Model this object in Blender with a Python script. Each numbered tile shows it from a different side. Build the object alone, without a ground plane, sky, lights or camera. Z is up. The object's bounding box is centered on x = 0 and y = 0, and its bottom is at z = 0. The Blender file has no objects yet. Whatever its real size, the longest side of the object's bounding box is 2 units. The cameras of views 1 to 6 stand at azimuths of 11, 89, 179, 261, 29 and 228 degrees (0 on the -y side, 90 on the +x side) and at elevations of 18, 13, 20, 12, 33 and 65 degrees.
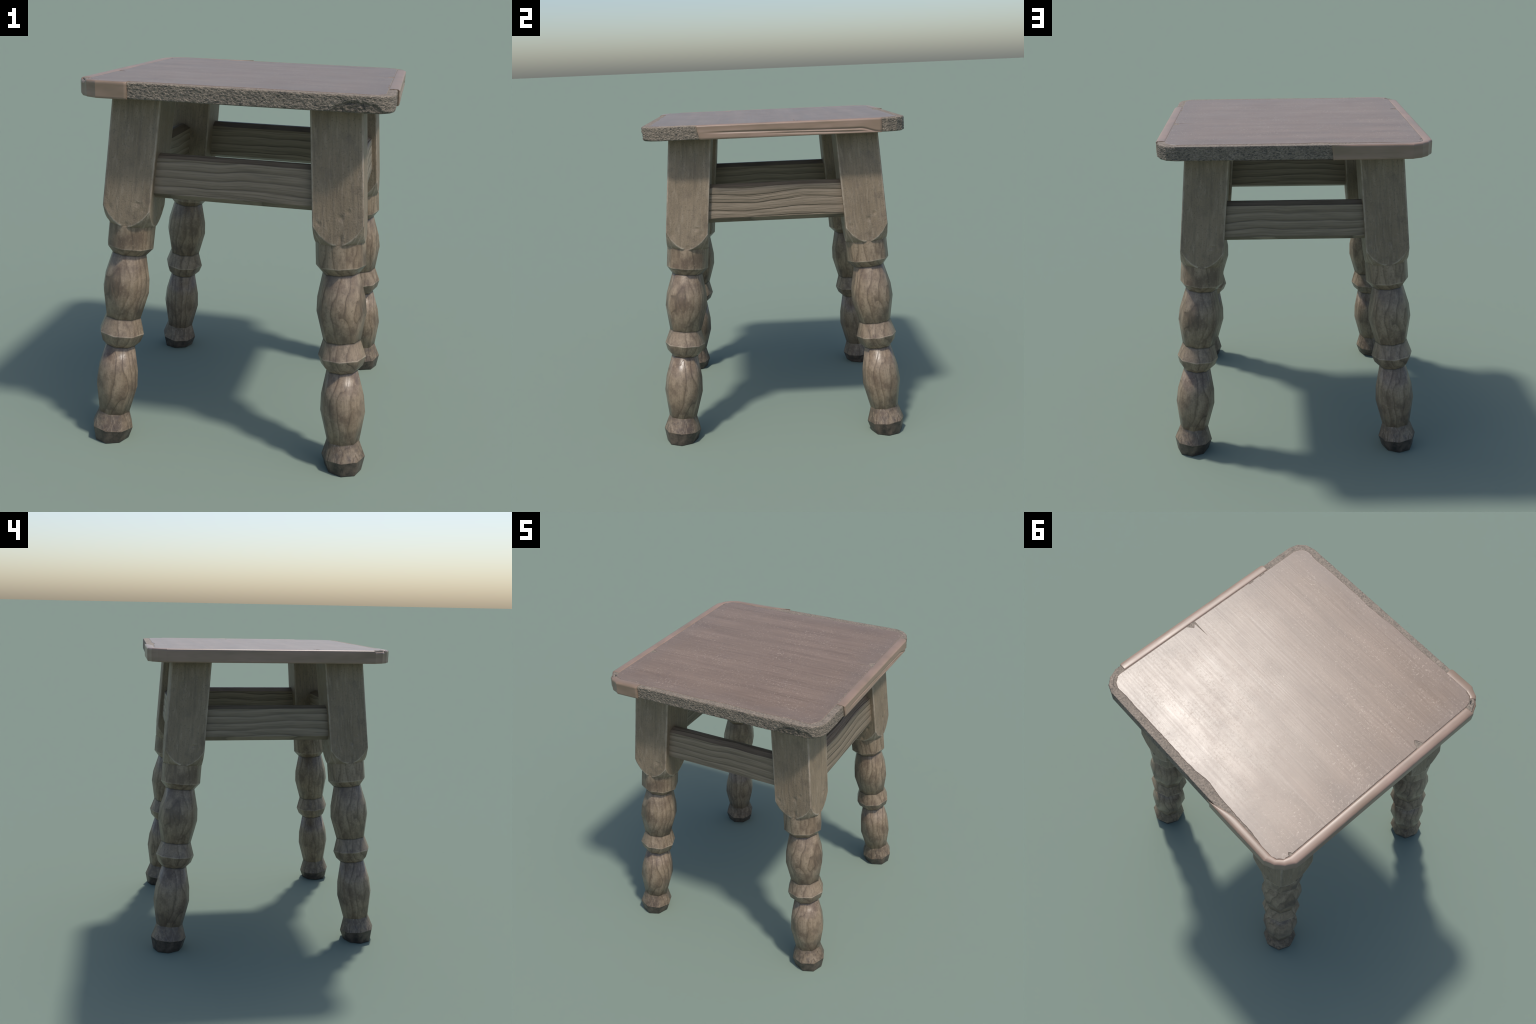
"""Weathered wooden stool: square seat with a chipped edge band, four splayed legs
(square posts that run into turned, eight-sided balusters) and four stretcher rails."""
import bpy, bmesh, math
import numpy as np
from mathutils import Vector, Matrix, noise

# ------------------------------------------------------------------ helpers
def new_object(name, mesh, parent=None, material=None):
    ob = bpy.data.objects.new(name, mesh)
    bpy.context.scene.collection.objects.link(ob)
    if parent is not None:
        ob.parent = parent
    if material is not None and not mesh.materials:
        mesh.materials.append(material)
    return ob

def mesh_from(name, verts, faces, smooth=True):
    me = bpy.data.meshes.new(name)
    me.from_pydata([tuple(v) for v in verts], [], faces)
    me.validate()
    bm = bmesh.new(); bm.from_mesh(me)
    bmesh.ops.recalc_face_normals(bm, faces=bm.faces)
    bm.to_mesh(me); bm.free()
    me.polygons.foreach_set("use_smooth", [smooth] * len(me.polygons))
    me.update()
    return me

def pn(x, y, z):
    return noise.noise(Vector((x, y, z)))

def smooth(a, b, x):
    t = min(1.0, max(0.0, (x - a) / (b - a)))
    return t * t * (3 - 2 * t)

# ------------------------------------------------------------------ material toolkit
class Mat:
    """Small wrapper that makes node graphs readable."""
    def __init__(self, name):
        self.m = bpy.data.materials.new(name)
        self.m.use_nodes = True
        self.t = self.m.node_tree
        self.bsdf = self.t.nodes["Principled BSDF"]
        self.co = self.t.nodes.new("ShaderNodeTexCoord").outputs["Object"]

    def link(self, a, b):
        self.t.links.new(a, b)

    def put(self, sock, v):
        if hasattr(v, "links") or isinstance(v, bpy.types.NodeSocket):
            self.link(v, sock)
        else:
            sock.default_value = v

    def math(self, op, a, b=0.0, c=0.0, clamp=False):
        n = self.t.nodes.new("ShaderNodeMath"); n.operation = op; n.use_clamp = clamp
        for s, v in zip(n.inputs, (a, b, c)):
            self.put(s, v)
        return n.outputs[0]

    def mapped(self, scale=(1, 1, 1), loc=(0, 0, 0), rot=(0, 0, 0), co=None):
        n = self.t.nodes.new("ShaderNodeMapping")
        self.link(co or self.co, n.inputs["Vector"])
        n.inputs["Scale"].default_value = scale
        n.inputs["Location"].default_value = loc
        n.inputs["Rotation"].default_value = rot
        return n.outputs[0]

    def noise(self, vec, scale=1.0, detail=3.0, rough=0.55, distortion=0.0):
        n = self.t.nodes.new("ShaderNodeTexNoise")
        self.link(vec, n.inputs["Vector"])
        n.inputs["Scale"].default_value = scale
        n.inputs["Detail"].default_value = detail
        n.inputs["Roughness"].default_value = rough
        n.inputs["Distortion"].default_value = distortion
        return n.outputs["Fac"]

    def voronoi(self, vec, scale=1.0, feature="F1"):
        n = self.t.nodes.new("ShaderNodeTexVoronoi"); n.feature = feature
        self.link(vec, n.inputs["Vector"])
        n.inputs["Scale"].default_value = scale
        return n.outputs["Distance"]

    def xyz(self, vec=None):
        n = self.t.nodes.new("ShaderNodeSeparateXYZ")
        self.link(vec or self.co, n.inputs[0])
        return n.outputs

    def ramp(self, fac, stops, interp="LINEAR"):
        n = self.t.nodes.new("ShaderNodeValToRGB"); n.color_ramp.interpolation = interp
        els = n.color_ramp.elements
        while len(els) < len(stops):
            els.new(0.5)
        for e, (p, c) in zip(els, stops):
            e.position = p
            e.color = (c, c, c, 1) if isinstance(c, (int, float)) else (*c, 1)
        self.put(n.inputs[0], fac)
        return n.outputs[0]

    def mix(self, fac, a, b, mode="MIX"):
        n = self.t.nodes.new("ShaderNodeMix"); n.data_type = "RGBA"; n.blend_type = mode
        self.put(n.inputs[0], fac)
        for s, v in ((n.inputs[6], a), (n.inputs[7], b)):
            self.put(s, (*v, 1) if isinstance(v, tuple) else v)
        return n.outputs[2]

    def bump(self, height, strength, distance, normal=None):
        n = self.t.nodes.new("ShaderNodeBump")
        n.inputs["Strength"].default_value = strength
        n.inputs["Distance"].default_value = distance
        self.link(height, n.inputs["Height"])
        if normal is not None:
            self.link(normal, n.inputs["Normal"])
        return n.outputs[0]

    def round_edges(self, radius):
        n = self.t.nodes.new("ShaderNodeBevel"); n.samples = 4
        n.inputs["Radius"].default_value = radius
        return n.outputs[0]

    def finish(self, colour, roughness, normal=None, specular=0.5):
        self.put(self.bsdf.inputs["Base Color"], colour)
        self.put(self.bsdf.inputs["Roughness"], roughness)
        self.bsdf.inputs["Specular IOR Level"].default_value = specular
        if normal is not None:
            self.link(normal, self.bsdf.inputs["Normal"])
        return self.m

def grain_lines(m, w, width=0.16):
    """w: growing coordinate across the grain. Returns (dark line mask, ring tone)."""
    f = m.math("FRACT", w)
    line = m.ramp(f, [(0.0, 1.0), (width * 0.35, 0.75), (width, 0.0), (0.96, 0.0), (1.0, 1.0)])
    return line, f

# ------------------------------------------------------------------ materials
def seat_panel_material():
    m = Mat("worn_reddish_wood")
    broad = m.noise(m.mapped((0.6, 6.0, 1.0)), 2.0, 3, 0.6)
    streak = m.noise(m.mapped((1.4, 75.0, 1.0)), 1.0, 5, 0.65)
    fine = m.noise(m.mapped((6.0, 240.0, 1.0)), 1.0, 3, 0.6)
    blotch = m.noise(m.co, 4.0, 4, 0.6)
    col = m.ramp(broad, [(0.30, (0.172, 0.118, 0.081)), (0.52, (0.205, 0.142, 0.099)), (0.74, (0.238, 0.167, 0.118))])
    col = m.mix(m.ramp(streak, [(0.42, 0.0), (0.64, 0.38)]), col, (0.268, 0.192, 0.146))
    col = m.mix(m.ramp(streak, [(0.30, 0.26), (0.45, 0.0)]), col, (0.118, 0.074, 0.056))
    col = m.mix(m.ramp(fine, [(0.36, 0.22), (0.50, 0.0)]), col, (0.120, 0.080, 0.062))
    col = m.mix(m.ramp(blotch, [(0.52, 0.0), (0.75, 0.22)]), col, (0.168, 0.126, 0.106))
    # dull, greyed border along the panel's edge
    p = m.xyz()
    rim = m.math("MAXIMUM", m.math("ABSOLUTE", p[0]), m.math("ABSOLUTE", p[1]))
    rim = m.math("ADD", rim, m.math("MULTIPLY", m.math("SUBTRACT", blotch, 0.5), 0.35))
    col = m.mix(m.ramp(rim, [(0.58, 0.0), (0.78, 0.45)]), col, (0.168, 0.130, 0.108))
    mottle = m.noise(m.mapped((2.0, 5.0, 1.0), loc=(5, 1, 0)), 1.6, 4, 0.6)
    col = m.mix(m.ramp(mottle, [(0.34, 0.22), (0.50, 0.0)]), col, (0.135, 0.090, 0.062))
    # short pale scratches: thin broken lines of a warped noise, gathered in drifts
    drift = m.ramp(m.noise(m.mapped((0.8, 1.6, 1.0)), 4.5, 3, 0.6), [(0.38, 0.12), (0.62, 1.0)])
    marks = None
    for sc, rot in ((70.0, 0.4), (95.0, 1.3)):
        thin = m.noise(m.mapped((1.0, 0.45, 1.0), rot=(0, 0, rot)), sc, 1, 0.5, 1.2)
        lines = m.ramp(m.math("ABSOLUTE", m.math("SUBTRACT", thin, 0.5)), [(0.0, 1.0), (0.014, 0.8), (0.034, 0.0)])
        broken = m.ramp(m.noise(m.mapped(loc=(rot, 0, 0)), 60.0, 2, 0.5), [(0.54, 0.0), (0.62, 1.0)])
        one = m.math("MULTIPLY", lines, broken)
        marks = one if marks is None else m.math("MAXIMUM", marks, one)
    scratch = m.math("MULTIPLY", marks, drift)
    col = m.mix(m.math("MULTIPLY", scratch, 0.60), col, (0.50, 0.40, 0.31))
    # a few long pale rubbed lines with the grain
    rub = m.ramp(m.noise(m.mapped((0.5, 38.0, 1.0), loc=(2, 0, 0)), 1.0, 2, 0.5), [(0.66, 0.0), (0.74, 0.30)])
    col = m.mix(rub, col, (0.33, 0.25, 0.195))
    h = m.math("ADD", m.math("MULTIPLY", streak, 0.7), m.math("MULTIPLY", scratch, -0.5))
    h = m.math("ADD", h, m.math("MULTIPLY", blotch, 0.35))
    rough = m.ramp(m.math("ADD", m.math("MULTIPLY", streak, 0.5), m.math("MULTIPLY", blotch, 0.5)), [(0.3, 0.31), (0.7, 0.41)])
    return m.finish(col, rough, m.bump(h, 0.12, 0.004), 0.5)

def edge_band_material():
    m = Mat("smooth_pinkish_wood")
    broad = m.noise(m.mapped((3.0, 3.0, 14.0)), 1.0, 3, 0.5)
    fine = m.noise(m.mapped((9.0, 9.0, 60.0)), 1.0, 3, 0.55)
    col = m.ramp(broad, [(0.30, (0.216, 0.152, 0.103)), (0.52, (0.278, 0.189, 0.139)), (0.78, (0.325, 0.217, 0.168))])
    col = m.mix(m.ramp(fine, [(0.32, 0.30), (0.5, 0.0)]), col, (0.175, 0.132, 0.095))
    h = m.math("ADD", m.math("MULTIPLY", broad, 0.6), m.math("MULTIPLY", fine, 0.25))
    return m.finish(col, m.ramp(broad, [(0.3, 0.31), (0.7, 0.44)]), m.bump(h, 0.12, 0.004), 0.5)

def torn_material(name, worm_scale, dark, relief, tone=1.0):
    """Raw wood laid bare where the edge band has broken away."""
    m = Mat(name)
    worm = m.noise(m.mapped(worm_scale, rot=(0, 0.25, 0)), 1.0, 2, 0.55, 0.8)
    grit = m.noise(m.co, 160.0, 4, 0.7)
    pits = m.voronoi(m.co, 120.0)
    blot = m.noise(m.co, 16.0, 3, 0.6)
    col = m.ramp(blot, [(0.3, (0.196, 0.158, 0.118)), (0.7, (0.262, 0.211, 0.160))])
    col = m.mix(m.ramp(worm, [(0.34, min(1.0, 0.85 * dark)), (0.50, 0.0)]), col, (0.060, 0.054, 0.046))
    col = m.mix(m.ramp(grit, [(0.36, 0.60 * dark), (0.46, 0.0)]), col, (0.070, 0.062, 0.054))
    col = m.mix(m.ramp(worm, [(0.55, 0.0), (0.70, 0.50)]), col, (0.38, 0.31, 0.25))
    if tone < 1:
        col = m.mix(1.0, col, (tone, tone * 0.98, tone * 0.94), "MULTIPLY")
    h = m.math("ADD", m.math("MULTIPLY", worm, 1.3), m.math("MULTIPLY", grit, 0.6))
    h = m.math("ADD", h, m.math("MULTIPLY", pits, 0.35))
    return m.finish(col, 0.66, m.bump(h, relief, 0.008), 0.45)

def post_material():
    m = Mat("grey_brown_post_wood")
    fibre = m.noise(m.mapped((70.0, 70.0, 3.0)), 1.0, 4, 0.6, 0.25)
    slant = m.noise(m.mapped((55.0, 55.0, 9.0), rot=(0.55, 0.5, 0.0)), 1.0, 4, 0.65, 0.3)
    slant2 = m.noise(m.mapped((60.0, 60.0, 7.0), rot=(-0.4, -0.35, 0.0)), 1.0, 3, 0.6, 0.3)
    broad = m.noise(m.mapped((7.0, 7.0, 1.8)), 1.0, 3, 0.55)
    worn = m.noise(m.co, 13.0, 5, 0.68)
    pit = m.noise(m.co, 120.0, 3, 0.6)
    col = m.ramp(broad, [(0.28, (0.172, 0.127, 0.082)), (0.5, (0.216, 0.162, 0.107)), (0.75, (0.262, 0.200, 0.136))])
    col = m.mix(m.ramp(fibre, [(0.33, 0.36), (0.50, 0.0)]), col, (0.112, 0.088, 0.064))
    col = m.mix(m.ramp(slant, [(0.51, 0.0), (0.68, 0.50)]), col, (0.315, 0.250, 0.180))
    col = m.mix(m.ramp(slant2, [(0.30, 0.40), (0.46, 0.0)]), col, (0.120, 0.094, 0.068))
    col = m.mix(m.ramp(worn, [(0.32, 0.50), (0.47, 0.0)]), col, (0.138, 0.102, 0.074))
    col = m.mix(m.ramp(pit, [(0.33, 0.45), (0.44, 0.0)]), col, (0.095, 0.074, 0.055))
    g = m.t.nodes.new("ShaderNodeNewGeometry")
    wear = m.math("MULTIPLY", m.ramp(g.outputs["Pointiness"], [(0.503, 0.0), (0.522, 1.0)]), m.ramp(worn, [(0.36, 0.25), (0.60, 0.95)]))
    col = m.mix(wear, col, (0.400, 0.330, 0.260))
    h = m.math("ADD", m.math("MULTIPLY", fibre, 0.5), m.math("MULTIPLY", slant, 0.8))
    h = m.math("ADD", h, m.math("MULTIPLY", worn, 0.7))
    h = m.math("ADD", h, m.math("MULTIPLY", pit, 0.5))
    return m.finish(col, m.ramp(worn, [(0.3, 0.46), (0.7, 0.62)]), m.bump(h, 0.50, 0.006), 0.45)

RIMS, NECKS = (1.125, 0.6373), (1.084, 0.7254, 0.5591)

def band_at(m, z, heights, half):
    """1 on thin rings at the given heights up the leg."""
    out = None
    for t in heights:
        d = m.math("ABSOLUTE", m.math("SUBTRACT", z, t))
        b = m.math("SUBTRACT", 1.0, m.math("DIVIDE", d, half), clamp=True)
        out = b if out is None else m.math("MAXIMUM", out, b)
    return out

def turning_colour(m, dark=1.0):
    """Growth rings round a pith that lies well off the axis: ovals on the bulges."""
    p = m.xyz()
    wob = m.noise(m.mapped((6.0, 6.0, 2.4)), 1.0, 2, 0.5)
    dx = m.math("ADD", p[0], 0.17); dy = m.math("SUBTRACT", p[1], 0.11)
    dist = m.math("SQRT", m.math("ADD", m.math("MULTIPLY", dx, dx), m.math("MULTIPLY", dy, dy)))
    w = m.math("ADD", m.math("MULTIPLY", dist, 27.0), m.math("MULTIPLY", wob, 4.2))
    line, tone = grain_lines(m, w, 0.13)
    gate = m.ramp(m.noise(m.mapped((9.0, 9.0, 6.0), loc=(4, 0, 0)), 1.0, 2, 0.5), [(0.38, 0.15), (0.62, 1.0)])
    fibre = m.noise(m.mapped((85.0, 85.0, 6.0)), 1.0, 4, 0.6)
    grime = m.noise(m.mapped((12.0, 12.0, 8.0)), 1.0, 5, 0.68)
    speck = m.noise(m.co, 75.0, 4, 0.65)
    k = dark
    def c(r, g, b): return (r * k, g * k, b * k)
    col = m.ramp(tone, [(0.0, c(0.185, 0.132, 0.086)), (0.30, c(0.245, 0.182, 0.122)), (0.8, c(0.285, 0.216, 0.149)), (1.0, c(0.220, 0.161, 0.108))])
    col = m.mix(m.ramp(grime, [(0.38, 0.85), (0.56, 0.0)]), col, c(0.118, 0.080, 0.056))
    col = m.mix(m.ramp(fibre, [(0.36, 0.40), (0.5, 0.0)]), col, c(0.118, 0.086, 0.060))
    col = m.mix(m.math("MULTIPLY", m.math("MULTIPLY", line, gate), 0.62), col, c(0.078, 0.057, 0.041))
    col = m.mix(m.ramp(speck, [(0.34, 0.45), (0.46, 0.0)]), col, c(0.105, 0.077, 0.055))
    col = m.mix(m.ramp(speck, [(0.58, 0.0), (0.74, 0.45)]), col, c(0.37, 0.295, 0.220))
    h = m.math("SUBTRACT", m.math("MULTIPLY", fibre, 0.35), m.math("MULTIPLY", m.math("MULTIPLY", line, gate), 0.6))
    h = m.math("ADD", h, m.math("MULTIPLY", m.noise(m.co, 42.0, 3, 0.6), 0.6))
    return col, h, grime, speck, p[2]

def turning_material():
    m = Mat("ringed_baluster_wood")
    col, h, grime, speck, z = turning_colour(m)
    neck_dark_lines = m.math("MULTIPLY", band_at(m, m.math("ADD", z, m.math("MULTIPLY", speck, 0.006)), [t + 0.003 for t in NECKS], 0.007), 0.75)
    col = m.mix(neck_dark_lines, col, (0.045, 0.034, 0.027))
    rub = m.math("MULTIPLY", band_at(m, z, RIMS, 0.006), m.ramp(grime, [(0.40, 0.2), (0.60, 0.8)]))
    col = m.mix(rub, col, (0.42, 0.34, 0.26))
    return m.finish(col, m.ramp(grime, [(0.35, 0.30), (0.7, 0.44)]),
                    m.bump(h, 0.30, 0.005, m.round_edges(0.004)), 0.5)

def foot_material():
    """The foot is stained: dirty brown above its rim, almost black on the sole band."""
    m = Mat("dirt_stained_foot_wood")
    col, h, grime, speck, z = turning_colour(m, 0.86)
    smear = m.noise(m.co, 30.0, 4, 0.6)
    col = m.mix(m.ramp(smear, [(0.36, 0.65), (0.58, 0.0)]), col, (0.062, 0.046, 0.037))
    scr = m.noise(m.mapped((26.0, 26.0, 9.0)), 1.0, 1, 0.5, 0.3)
    lines = m.ramp(m.math("ABSOLUTE", m.math("SUBTRACT", scr, 0.5)), [(0.0, 0.36), (0.018, 0.0)])
    col = m.mix(lines, col, (0.34, 0.27, 0.205))
    edge = m.math("ADD", z, m.math("MULTIPLY", m.math("SUBTRACT", smear, 0.5), 0.006))
    band = m.ramp(m.math("MULTIPLY", edge, 5.0), [(0.350, 1.0), (0.368, 0.0)])
    grit = m.ramp(m.noise(m.co, 20.0, 4, 0.65), [(0.38, (0.022, 0.019, 0.018)), (0.66, (0.110, 0.082, 0.064))])
    col = m.mix(m.math("MULTIPLY", band, 0.90), col, grit)
    return m.finish(col, m.ramp(smear, [(0.35, 0.30), (0.65, 0.50)]),
                    m.bump(h, 0.4, 0.006, m.round_edges(0.004)), 0.5)

def rail_material(name, seed, relief):
    """Long wavy grain with dark, sunken lines. Local x runs along the rail."""
    m = Mat(name)
    p = m.xyz()
    sway = m.noise(m.mapped((1.9, 3.0, 3.5), loc=(seed, seed * 0.7, 0)), 1.0, 2, 0.45)
    w = m.math("ADD", m.math("MULTIPLY", p[2], 22.0), m.math("MULTIPLY", sway, 2.0))
    w = m.math("ADD", w, m.math("MULTIPLY", p[1], 14.0))
    line, tone = grain_lines(m, w, 0.13)
    w2 = m.math("ADD", m.math("MULTIPLY", w, 2.6), m.math("MULTIPLY", m.noise(m.mapped((1.2, 4.0, 12.0), loc=(seed, 0, 2)), 1.0, 2, 0.5), 2.4))
    line2, tone2 = grain_lines(m, w2, 0.25)
    gate = m.ramp(m.noise(m.mapped((1.5, 4.0, 11.0), loc=(seed, 3, 1)), 1.0, 2, 0.5), [(0.40, 0.10), (0.62, 1.0)])
    gate1 = m.ramp(m.noise(m.mapped((1.3, 4.0, 9.0), loc=(seed, 7, 5)), 1.0, 2, 0.5), [(0.34, 0.25), (0.58, 1.0)])
    fibre = m.noise(m.mapped((4.0, 110.0, 110.0)), 1.0, 4, 0.62)
    col = m.ramp(tone, [(0.0, (0.165, 0.125, 0.084)), (0.45, (0.212, 0.163, 0.113)), (0.85, (0.250, 0.194, 0.139)), (1.0, (0.196, 0.150, 0.102))])
    col = m.mix(m.ramp(fibre, [(0.34, 0.50), (0.52, 0.0)]), col, (0.105, 0.081, 0.058))
    col = m.mix(m.math("MULTIPLY", m.math("MULTIPLY", line2, gate), 0.42), col, (0.088, 0.068, 0.049))
    col = m.mix(m.math("MULTIPLY", m.math("MULTIPLY", line, gate1), 0.58), col, (0.060, 0.047, 0.034))
    col = m.mix(m.ramp(fibre, [(0.56, 0.0), (0.72, 0.32)]), col, (0.33, 0.265, 0.20))
    h = m.math("ADD", m.math("MULTIPLY", tone, 0.22), m.math("MULTIPLY", m.math("MULTIPLY", line, gate1), -0.45))
    h = m.math("ADD", h, m.math("MULTIPLY", m.math("MULTIPLY", line2, gate), -0.30))
    h = m.math("ADD", h, m.math("MULTIPLY", fibre, 0.55))
    return m.finish(col, m.ramp(tone, [(0.0, 0.56), (0.8, 0.42)]),
                    m.bump(h, relief, 0.007, m.round_edges(0.003)), 0.45)

# ------------------------------------------------------------------ the seat
SEAT_TOP, SEAT_BOTTOM = 2.0, 1.9162
HX, HY, CORNER = 0.768, 0.776, 0.112       # core half sizes, corner radius (three flats a corner)
STEP = 0.0030

def seat_path():
    """Samples round the seat, counter-clockwise seen from above:
    anchor C on the inner rectangle and outward direction u; inset d sits at C + (CORNER - d) u."""
    cx, cy = HX - CORNER, HY - CORNER
    corners = [((cx, -cy), -90), ((cx, cy), 0), ((-cx, cy), 90), ((-cx, -cy), 180)]
    out, sides = [], []
    for k, (c, a0) in enumerate(corners):
        # straight run that ends at this corner
        prev = corners[k - 1][0]
        a = math.radians(a0)
        u = (math.cos(a), math.sin(a))
        n = int(math.dist(prev, c) / STEP)
        for i in range(n):
            f = i / n
            out.append((prev[0] + (c[0] - prev[0]) * f, prev[1] + (c[1] - prev[1]) * f, *u, k, f))
        pts = [(math.cos(a + math.radians(30 * j)), math.sin(a + math.radians(30 * j))) for j in range(4)]
        seg = int(0.058 / STEP)
        for j in range(3):
            for i in range(seg):
                f = i / seg
                out.append((*c, pts[j][0] * (1 - f) + pts[j + 1][0] * f, pts[j][1] * (1 - f) + pts[j + 1][1] * f, k + 0.5, (j + f) / 3))
    return out
PATH = seat_path()   # run order: -y side, (+x,-y) corner, +x side, (+x,+y) corner, +y side, ...

def at(i, d, grow=(0.0, 0.0)):
    x, y, ux, uy = PATH[i % len(PATH)][:4]
    return x + (CORNER - d) * ux, y + (CORNER - d) * uy

def cut_back(i):
    """All corners but the right front one are worn further in (largest in the middle of the corner)."""
    x, y, ux, uy, k, f = PATH[i % len(PATH)]
    return {1.5: 0.6, 2.5: 0.95, 3.5: 1.2}.get(k, 0.0) * math.sin(math.pi * f) ** 0.7

def index_near(px, py):
    return min(range(len(PATH)), key=lambda i: (at(i, 0)[0] - px) ** 2 + (at(i, 0)[1] - py) ** 2)

def loft(rows, closed_path=True, closed_profile=False):
    """rows[i][j] -> faces of a grid; i runs along the path, j round the profile."""
    n, m = len(rows), len(rows[0])
    verts = [p for r in rows for p in r]
    faces = []
    for i in range(n if closed_path else n - 1):
        i2 = (i + 1) % n
        for j in range(m if closed_profile else m - 1):
            j2 = (j + 1) % m
            faces.append((i * m + j, i2 * m + j, i2 * m + j2, i * m + j2))
    return verts, faces

def torn(x, y, z, side):
    """Relief of the torn edge, 0 (outer skin) .. 1 (deep pit)."""
    if side < 1:      # long slanting worm-like ridges on the front edge
        q = pn(x * 58 + z * 34, 3.1, z * 125 + 1.5 * pn(x * 26, 0, z * 36))
        r = pn(x * 110, 7.7, z * 180)
    else:             # finer pock marks elsewhere
        q = pn(x * 90, y * 90, z * 110)
        r = pn(x * 150 + 9, y * 150, z * 170)
    v = 0.5 + 0.62 * q + 0.30 * r
    return min(1.0, max(0.0, v))

def build_seat_core():
    zs = np.linspace(SEAT_BOTTOM + 0.002, SEAT_TOP - 0.006, 27)
    top_ds = [0.004, 0.008, 0.012, 0.016, 0.020, 0.024, 0.028, 0.032, 0.036, 0.040, 0.044, 0.050, 0.058, 0.070, 0.10]
    rows = []
    for i in range(len(PATH)):
        side = PATH[i][4]
        row = []
        for d in (0.10, 0.05, 0.012):
            x, y = at(i, d); row.append((x, y, SEAT_BOTTOM))
        x0, y0 = at(i, 0)
        back = 0.012 * cut_back(i)
        for k, z in enumerate(zs):
            t = torn(x0, y0, z, side)
            calm = 0.45 if 1.9 < side < 3 else 1.0
            d = 0.0040 * (t - 0.4) * calm + back
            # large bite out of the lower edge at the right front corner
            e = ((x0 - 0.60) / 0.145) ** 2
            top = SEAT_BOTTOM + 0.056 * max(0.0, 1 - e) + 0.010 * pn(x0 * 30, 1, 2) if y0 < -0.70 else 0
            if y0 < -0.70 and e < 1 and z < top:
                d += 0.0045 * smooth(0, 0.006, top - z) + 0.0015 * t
            if 1.9 < side < 2.4:
                d += 0.0028 - 0.002 * t      # the back edge is torn off flat, a step behind the band
            if k == 0 or k == len(zs) - 1:
                d += 0.003
            x, y = at(i, d); row.append((x, y, z))
        for d in top_ds:
            x, y = at(i, d + back * (d < 0.03))
            zt = SEAT_TOP - 0.0026 - 0.0018 * max(0.0, 0.2 + pn(x * 120, y * 120, 4.0)) * (d < 0.06)
            row.append((x, y, zt))
        rows.append(row)
    v, f = loft(rows)
    m = len(rows[0]); n = len(rows)
    f.append(tuple(i * m for i in range(n)))
    f.append(tuple(i * m + m - 1 for i in range(n)))
    me = mesh_from("seat_core", v, f)
    # the second material covers the flat torn ledge on top
    for p in me.polygons:
        if p.center.z > SEAT_TOP - 0.0057:
            p.material_index = 1
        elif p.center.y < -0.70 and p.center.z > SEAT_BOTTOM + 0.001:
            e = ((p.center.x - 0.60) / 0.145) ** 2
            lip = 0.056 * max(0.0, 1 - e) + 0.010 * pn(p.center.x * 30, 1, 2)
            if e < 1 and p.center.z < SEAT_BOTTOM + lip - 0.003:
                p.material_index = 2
    return me

# edge band: extents as (start, end) samples; inner edge of its top as an inset
def band_inner_long(i):
    """Long band: round the left side; on the back it thins out to a point."""
    x, y = at(i, 0)
    if y > HY - 0.03:
        return -0.010 + 0.052 * smooth(-0.19, -0.40, x) ** 0.8 if x > -0.62 else 0.042 - 0.0
    return 0.043

def band_rows(i0, i1, inner, side_shape, skew=(0.0, 0.0), notch=None):
    rows, n = [], i1 - i0
    for a in range(n + 1):
        xa, ya = at(i0 + a, 0)
        out = 0.0115 - 0.013 * cut_back(i0 + a)
        if ya > 0.7 and xa > -HX + CORNER - 0.001:      # the back run draws in towards the corner
            out -= 0.004 + 0.004 * smooth(-0.25, -0.66, xa)
        elif ya > 0.6 and xa < 0:
            out -= 0.008 * smooth(0.60, 0.76, ya)
        f = a / n
        ends = min(a, n - a) * STEP
        tuck = 0.004 * (1 - smooth(0, 0.012, ends))
        i = i0 + a
        x0, y0 = at(i, 0)
        din = inner(i)
        cut = notch(x0, y0) if notch else 0.0
        prof = []
        def add(d, z):
            # skewed ends: the cut leans, so the lower edge starts later than the top
            lean = (SEAT_TOP - z) / (SEAT_TOP - SEAT_BOTTOM)
            s = i + (skew[0] * lean * max(0, 1 - f * 12) - skew[1] * lean * max(0, 1 - (1 - f) * 12)) / STEP
            b = math.floor(s); g = s - b
            p, q = at(b, d), at(b + 1, d)
            prof.append((p[0] * (1 - g) + q[0] * g, p[1] * (1 - g) + q[1] * g, z))
        top = SEAT_TOP - 0.0035 * cut
        w = din + out
        # rounded top, from the inner groove to the outer arris
        for k, (u, drop) in enumerate(((0.0, 0.0042), (0.05, 0.0016), (0.14, 0.0005), (0.40, 0.0), (0.66, 0.0006), (0.84, 0.0020), (0.95, 0.0050), (1.0, 0.0095))):
            add(din - u * w + (tuck if u > 0.9 else 0), top - drop - 0.006 * cut * smooth(0.0, 0.004, din + out))
        for z in np.linspace(SEAT_TOP - 0.016, SEAT_BOTTOM + 0.008, 22):
            z = min(z, top - 0.0105 - 0.007 * cut)
            add(-out + side_shape(x0, y0, z) + tuck, z)
        add(-out + 0.0015 + tuck, SEAT_BOTTOM + 0.003)
        add(-out + 0.004 + tuck, SEAT_BOTTOM - 0.0006)
        add(min(0.010, din) + 0.002, SEAT_BOTTOM - 0.0006)
        add(min(0.012, din) + 0.004, SEAT_BOTTOM + 0.010)
        add(min(0.012, din) + 0.004, SEAT_TOP - 0.030)
        rows.append(prof)
    return rows

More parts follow.
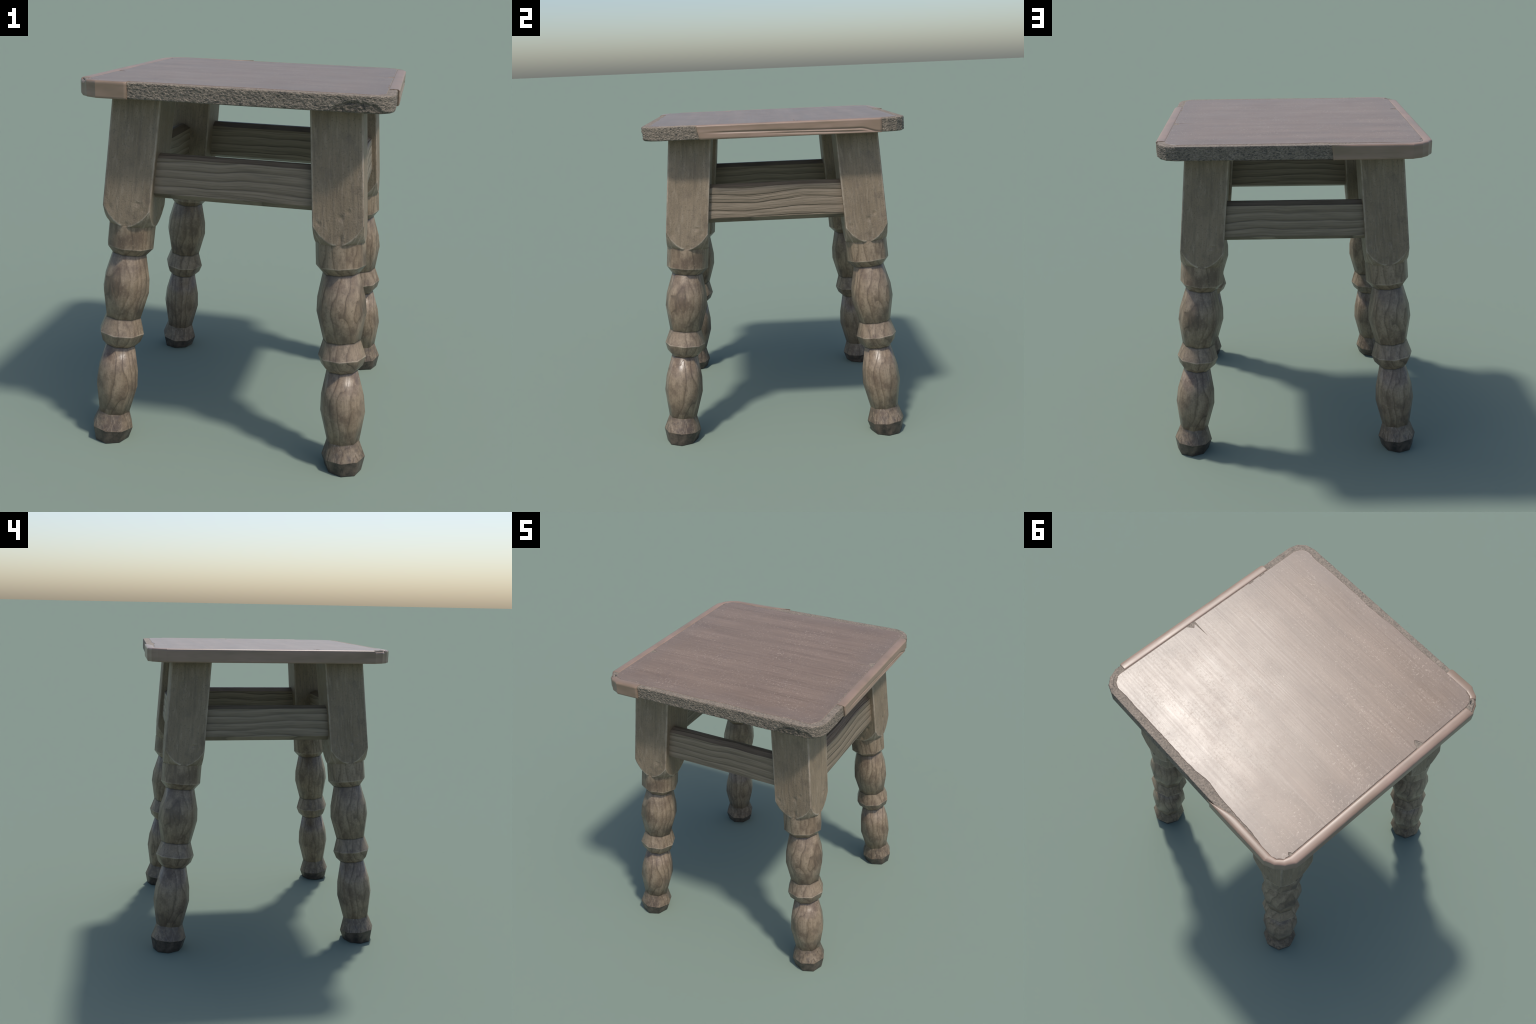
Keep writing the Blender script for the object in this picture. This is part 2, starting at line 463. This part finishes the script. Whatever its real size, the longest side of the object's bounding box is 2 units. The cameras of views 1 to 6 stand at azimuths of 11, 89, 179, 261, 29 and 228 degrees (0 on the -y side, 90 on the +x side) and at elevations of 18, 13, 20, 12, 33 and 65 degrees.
def build_band(name, rows):
    v, f = loft(rows, closed_path=False, closed_profile=True)
    m, n = len(rows[0]), len(rows)
    f.append(tuple(range(m)))
    f.append(tuple((n - 1) * m + j for j in range(m)))
    me = mesh_from(name, v, f)
    # end caps stay crisp
    for p in me.polygons:
        if p.loop_total > 4:
            p.use_smooth = False
    return me

def folded_side(x, y, z):
    """The right band is worn into two soft folds that run along it."""
    z1 = 1.9545 - 0.010 * smooth(-0.4, 0.5, y) - 0.024 * smooth(0.50, 0.615, y)
    z2 = 1.938 - 0.012 * smooth(-0.1, 0.6, y)
    g = 0.0055 * math.exp(-((z - z1) / 0.0050) ** 2) * smooth(-0.44, -0.25, y)
    g += 0.0050 * math.exp(-((z - z2) / 0.0042) ** 2) * smooth(-0.12, 0.12, y) * (1 - smooth(0.45, 0.60, y))
    bulge = 0.0022 * smooth(1.975, 1.955, z) * (1 - smooth(-0.30, 0.1, y))
    return g + 0.0015 - bulge

def plain_side(x, y, z):
    return 0.0010 * pn(x * 5, y * 5, z * 18)

def corner_notch(x, y):
    """The band's top has broken off at the left front corner."""
    return smooth(0.050, 0.040, math.hypot(x + 0.745, y + 0.700))

def panel_inset(i):
    x, y = at(i, 0)
    k = PATH[i][4]
    wav = pn(x * 9, y * 9, 5.5)
    fine = pn(x * 38, y * 38, 1.5)
    d = 0.0440
    if y < -0.70 and k < 1:                       # front: ragged, a little wider to the right
        d = 0.036 + 0.010 * smooth(-0.5, 0.4, x) + 0.006 * wav + 0.0025 * fine
    elif y > 0.70:                                # back: ragged, wide where the band begins
        d = 0.049 + 0.005 * wav + 0.003 * fine + 0.016 * math.exp(-((x + 0.13) / 0.07) ** 2) - 0.008 * smooth(-0.45, -0.62, x)
    elif x > 0:
        d = 0.0438 + 0.0008 * fine
        d += 0.034 * max(0, 1 - abs(y - 0.150) / 0.030)            # chip with a crack behind it
        d += 0.150 * max(0, 1 - abs(y - 0.124) / 0.0065) ** 1.5
        d += 0.007 * (abs(y + 0.315) < 0.018) + 0.006 * (abs(y + 0.40) < 0.020)
    else:
        d = 0.0438 + 0.0008 * fine
        d += 0.044 * max(0, 1 - abs(y + 0.292) / 0.022) ** 0.5 * (y > -0.314)
        d += 0.018 * max(0, 1 - abs(y - 0.655) / 0.012) ** 0.5
    return d

def build_seat_panel():
    rows = []
    for i in range(len(PATH)):
        d = panel_inset(i)
        rows.append([(*at(i, d), SEAT_TOP - 0.009), (*at(i, d + 0.0004), SEAT_TOP - 0.0024), (*at(i, d + 0.0035), SEAT_TOP - 0.0009)])
    v, f = loft(rows)
    m, n = 3, len(rows)
    f.append(tuple(i * m + 2 for i in range(n)))
    f.append(tuple(i * m for i in range(n)))
    me = mesh_from("seat_panel", v, f)
    bm = bmesh.new(); bm.from_mesh(me)
    big = [q for q in bm.faces if len(q.verts) > 4]
    for q in big:
        q.smooth = False
    bmesh.ops.triangulate(bm, faces=big, ngon_method="BEAUTY")
    bm.to_mesh(me); bm.free()
    return me

# ------------------------------------------------------------------ the legs
SPLAY = 0.0850                # lean per metre, towards both neighbours
LEG_BASE = 0.660              # where the leg axis meets the ground
OFFSET = Vector((-0.005, 0.000, 0))
POST = 0.1275                 # half width of the square post
COLLAR_T, ARCH = 1.248, 0.098 # collar top along the axis; rise of the arch to the post's corners

# turned part: (distance up the axis, radius at the eight corners, crisp rim?)
TURNING = [(COLLAR_T, 0.1290, True), (1.125, 0.1288, True), (1.084, 0.0945, True),
           (0.954, 0.1252, False), (0.876, 0.1299, False), (0.7254, 0.0984, True),
           (0.6373, 0.1260, True), (0.5895, 0.1101, False), (0.5591, 0.0821, True), (0.5140, 0.09225, False),
           (0.4196, 0.1135, False), (0.3264, 0.1197, False), (0.1627, 0.0879, True)]
FOOT = [(0.1627, 0.0879, True), (0.0734, 0.1170, True)]
SOLE = 0.0985

def leg_matrix():
    """Frame of the leg at (+x, -y): z runs up the axis, x and y stay with the seat's sides."""
    up = Vector((-SPLAY, SPLAY, 1)).normalized()
    ex = Vector((1, 0, SPLAY)).normalized()
    ey = up.cross(ex).normalized()
    m = Matrix((ex, ey, up)).transposed().to_4x4()
    m.translation = Vector((LEG_BASE, -LEG_BASE, 0))
    return m
LEG = leg_matrix()

def octagon(r, t):
    return [(r * math.cos(k * math.pi / 4), r * math.sin(k * math.pi / 4), t) for k in range(8)]

def ring_mesh(name, rings, crisp, cap_last=False):
    bm = bmesh.new()
    loops = [[bm.verts.new(p) for p in ring] for ring in rings]
    for a, b in zip(loops, loops[1:]):
        for k in range(8):
            bm.faces.new((a[k], a[(k + 1) % 8], b[(k + 1) % 8], b[k]))
    if cap_last:
        bm.faces.new(loops[-1])
    bmesh.ops.recalc_face_normals(bm, faces=bm.faces)
    for f in bm.faces:
        f.smooth = True
    for loop, sharp in zip(loops, crisp):
        if sharp:
            for k in range(8):
                e = bm.edges.get((loop[k], loop[(k + 1) % 8]))
                if e:
                    e.smooth = False
    me = bpy.data.meshes.new(name)
    bm.to_mesh(me); bm.free()
    return me

def build_turning():
    """The bulges are shaded rounder than their eight flats: normals lean towards the necks."""
    me = ring_mesh("turned_baluster", [octagon(r, t) for t, r, _ in TURNING], [c for *_, c in TURNING])
    lean = {(1.084, 0.954): 0.45, (0.7254, 0.876): -0.55, (0.5591, 0.514): 0.50, (0.514, 0.5591): 0.80, (0.514, 0.4196): 0.80, (0.1627, 0.3264): -0.55}
    normals = [Vector(c.vector) for c in me.corner_normals]
    for p in me.polygons:
        ts = sorted({round(me.vertices[v].co.z, 4) for v in p.vertices})
        for li in p.loop_indices:
            co = me.vertices[me.loops[li].vertex_index].co
            for (neck, belly), tilt in lean.items():
                if abs(co.z - neck) < 1e-4 and any(abs(t - belly) < 1e-4 for t in ts):
                    out = Vector((co.x, co.y, 0)).normalized()
                    normals[li] = (out + Vector((0, 0, tilt))).normalized()
    me.normals_split_custom_set(normals)
    return me

def build_foot():
    inv = LEG.inverted()
    sole = [tuple(inv @ Vector((LEG_BASE - 0.0015 + SOLE * math.cos(k * math.pi / 4), -LEG_BASE + 0.0015 + SOLE * math.sin(k * math.pi / 4), 0.0))) for k in range(8)]
    return ring_mesh("foot", [octagon(r, t) for t, r, _ in FOOT] + [sole], [True, True, True], cap_last=True)

def arch_height(s):
    """Lower edge of a post face: flat in the middle, rising to the corners."""
    s = abs(s)
    pts = [(0.0, 0.0), (0.22, 0.0), (0.48, 0.20), (0.73, 0.49), (1.0, 1.0)]
    for (a, ha), (b, hb) in zip(pts, pts[1:]):
        if s <= b:
            return (ha + (hb - ha) * (s - a) / (b - a)) * ARCH
    return ARCH

def gouge(face, s, h):
    """Chips and knife marks near the arch, each side different. Depth in metres."""
    marks = {0: [(0.12, 0.14, 0.10, 0.012, -0.5), (0.42, 0.17, 0.07, 0.010, 0.2), (0.10, 0.030, 0.05, 0.022, 0.0), (-0.75, 0.11, 0.08, 0.012, -0.7)],
             1: [(0.45, 0.13, 0.12, 0.008, 0.1), (0.05, 0.012, 0.10, 0.012, 0.0), (-0.72, 0.09, 0.10, 0.02, -0.6), (0.7, 0.10, 0.06, 0.014, 0.6)],
             2: [(0.25, 0.16, 0.20, 0.008, 0.6), (0.0, 0.045, 0.08, 0.010, 0.0), (0.62, 0.085, 0.12, 0.010, 0.3)],
             3: [(-0.55, 0.10, 0.20, 0.010, 0.0), (0.5, 0.12, 0.08, 0.012, 0.4), (0.15, 0.03, 0.09, 0.02, 0.1)]}
    d = 0.0
    for (ms, mh, ls, lh, slope) in marks[face]:
        x = s - ms
        y = h - mh - slope * x * 0.05
        d += 0.0042 * math.exp(-(x / ls) ** 2 - (y / lh) ** 2)
    return d

def build_post():
    cols = sorted(set([-1, -0.975, 0.975, 1] + list(np.round(np.linspace(-0.95, 0.95, 43), 4))))
    top = 1.935
    verts, faces, seen = [], [], {}
    def vid(p):
        key = (round(p[0], 5), round(p[1], 5), round(p[2], 5))
        if key not in seen:
            seen[key] = len(verts); verts.append(p)
        return seen[key]
    for face in range(4):
        ang = face * math.pi / 2      # face 0 looks to -y
        c, s_ = math.cos(ang), math.sin(ang)
        def put(x, y, t):
            return vid((c * x - s_ * y, s_ * x + c * y, t))
        grid = []
        for s in cols:
            h0 = COLLAR_T + arch_height(s)
            col = []
            hs = [0.0, 0.0035] + list(np.linspace(0.010, 0.30, 46)) + list(np.linspace(0.34, top - COLLAR_T, 10))
            for k, h in enumerate(hs):
                t = h0 + (top - h0) * (h / (top - COLLAR_T))
                depth = POST
                edge = abs(s) > 0.98
                if not edge:
                    hh = t - COLLAR_T
                    depth -= gouge(face, s, hh)
                    depth -= 0.0012 * max(0.0, pn(s * 7 + face * 11, 2.0, t * 22)) * (1 - smooth(0.02, 0.30, hh))
                if k == 0:
                    depth -= 0.0018 + 0.0012 * max(0, pn(s * 9, face * 5.0, 1.0)) * (not edge)
                x = s * POST
                if edge:      # soften the post's long corners
                    r = 0.0022 if k else 0.0034
                    x = math.copysign(POST - r, s); depth = POST - r
                col.append(put(x, -depth, t))
            # underside: from the arch down to the eight-sided collar
            q = abs(s)
            ex = math.copysign(q * 0.1290 * math.sqrt(0.5), s)
            ey = 0.1290 * (1 - q * (1 - math.sqrt(0.5)))
            a = verts[col[0]]
            lx, ly = c * a[0] + s_ * a[1], -s_ * a[0] + c * a[1]
            under = [put(ex, -ey, COLLAR_T)]
            for u in (0.35, 0.7):
                bow = 0.006 * math.sin(math.pi * u) * q
                px, py = ex + (lx - ex) * u, ey + (-ly - ey) * u
                nrm = math.hypot(px, py)
                under.append(put(px * (1 + bow / nrm), -py * (1 + bow / nrm), COLLAR_T + (a[2] - COLLAR_T) * u))
            grid.append(under + col)
        for a, b in zip(grid, grid[1:]):
            for k in range(len(a) - 1):
                q = []
                for v in (a[k], b[k], b[k + 1], a[k + 1]):
                    if v not in q:
                        q.append(v)
                if len(q) > 2:
                    faces.append(tuple(q))
    return mesh_from("square_post", verts, faces)

# ------------------------------------------------------------------ the rails
RAIL_Z, RAIL_H = 1.5145, 0.1165

def build_rail(length_top, length_bottom, hh):
    """Plank with chamfered long edges; local x along it, -y outwards, z up its height."""
    th, ch, cd = 0.104, 0.043, 0.0205
    low = 0.027
    prof = [(0.0, -hh + low), (0.0, hh - cd), (ch, hh), (th - ch, hh), (th, hh - cd), (th, -hh + low), (th - ch, -hh), (ch, -hh)]
    rows = []
    for f in np.linspace(-1, 1, 41):
        row = []
        for (y, z) in prof:
            half = (length_bottom + (length_top - length_bottom) * (z + hh) / (2 * hh)) / 2
            row.append((f * half, y, z))
        rows.append(row)
    v, f = loft(rows, closed_path=False, closed_profile=True)
    f.append(tuple(range(8))); f.append(tuple(40 * 8 + j for j in range(8)))
    return mesh_from("rail", v, f, smooth=False)

# ------------------------------------------------------------------ assembly
def build():
    stool = bpy.data.objects.new("wooden_stool", None)
    bpy.context.scene.collection.objects.link(stool)
    stool["label"] = "old wooden stool with turned legs and chipped square seat"
    stool["category"] = "stool"

    core_mat = torn_material("torn_raw_wood", (72.0, 72.0, 165.0), 1.10, 0.90)
    ledge_mat = torn_material("torn_ledge_wood", (90.0, 90.0, 90.0), 0.55, 0.40)
    panel_mat, band_mat = seat_panel_material(), edge_band_material()
    seat = new_object("seat", build_seat_core(), stool, core_mat)
    seat.data.materials.append(ledge_mat)
    seat.data.materials.append(torn_material("shade_darkened_chip_wood", (60.0, 60.0, 60.0), 1.0, 0.6, 0.55))  # torn wood tinted down to paint the shadow in the shallow bite
    new_object("seat_panel", build_seat_panel(), seat, panel_mat)
    i0, i1 = index_near(HX, -0.452), index_near(HX, 0.625)
    new_object("edge_band", build_band("edge_band_short", band_rows(i0, i1, lambda i: 0.043, folded_side, (0.022, 0.0))), seat, band_mat)
    i0, i1 = index_near(-0.203, HY), index_near(-0.500, -HY) 
    if i1 < i0:
        i1 += len(PATH)
    new_object("edge_band", build_band("edge_band_long", band_rows(i0, i1, band_inner_long, plain_side, (0.010, 0.0), corner_notch)), seat, band_mat)

    post_me, turn_me, foot_me = build_post(), build_turning(), build_foot()
    post_mat, turn_mat, foot_mat = post_material(), turning_material(), foot_material()
    for k in range(4):
        m = Matrix.Translation(OFFSET) @ Matrix.Rotation(k * math.pi / 2, 4, "Z") @ LEG
        leg = new_object("leg", post_me, stool, post_mat)
        leg.matrix_world = m
        new_object("turned_baluster", turn_me, leg, turn_mat)
        new_object("foot", foot_me, leg, foot_mat)

    top_z, low_z = RAIL_Z + RAIL_H, RAIL_Z - RAIL_H
    inner = lambda z: LEG_BASE - SPLAY * z - POST
    bury = 0.03
    for k in range(4):
        me = build_rail(2 * (inner(top_z) + bury), 2 * (inner(low_z) + bury), (0.115, RAIL_H, RAIL_H, 0.1145)[k])
        me.materials.append(rail_material(("front", "right", "back", "left")[k] + "_rail_grain", 3.7 * k + 1.3, (0.45, 0.9, 0.45, 0.30)[k]))
        out = LEG_BASE - SPLAY * RAIL_Z + POST - (0.0355, 0.029, 0.029, 0.037)[k]
        tilt = Matrix.Rotation(-math.atan(SPLAY), 4, "X")
        m = Matrix.Translation(OFFSET) @ Matrix.Rotation(k * math.pi / 2, 4, "Z") @ Matrix.Translation((0, -out, RAIL_Z)) @ tilt
        rail = new_object("rail", me, stool)
        rail.matrix_world = m
    bpy.context.view_layer.update()

build()
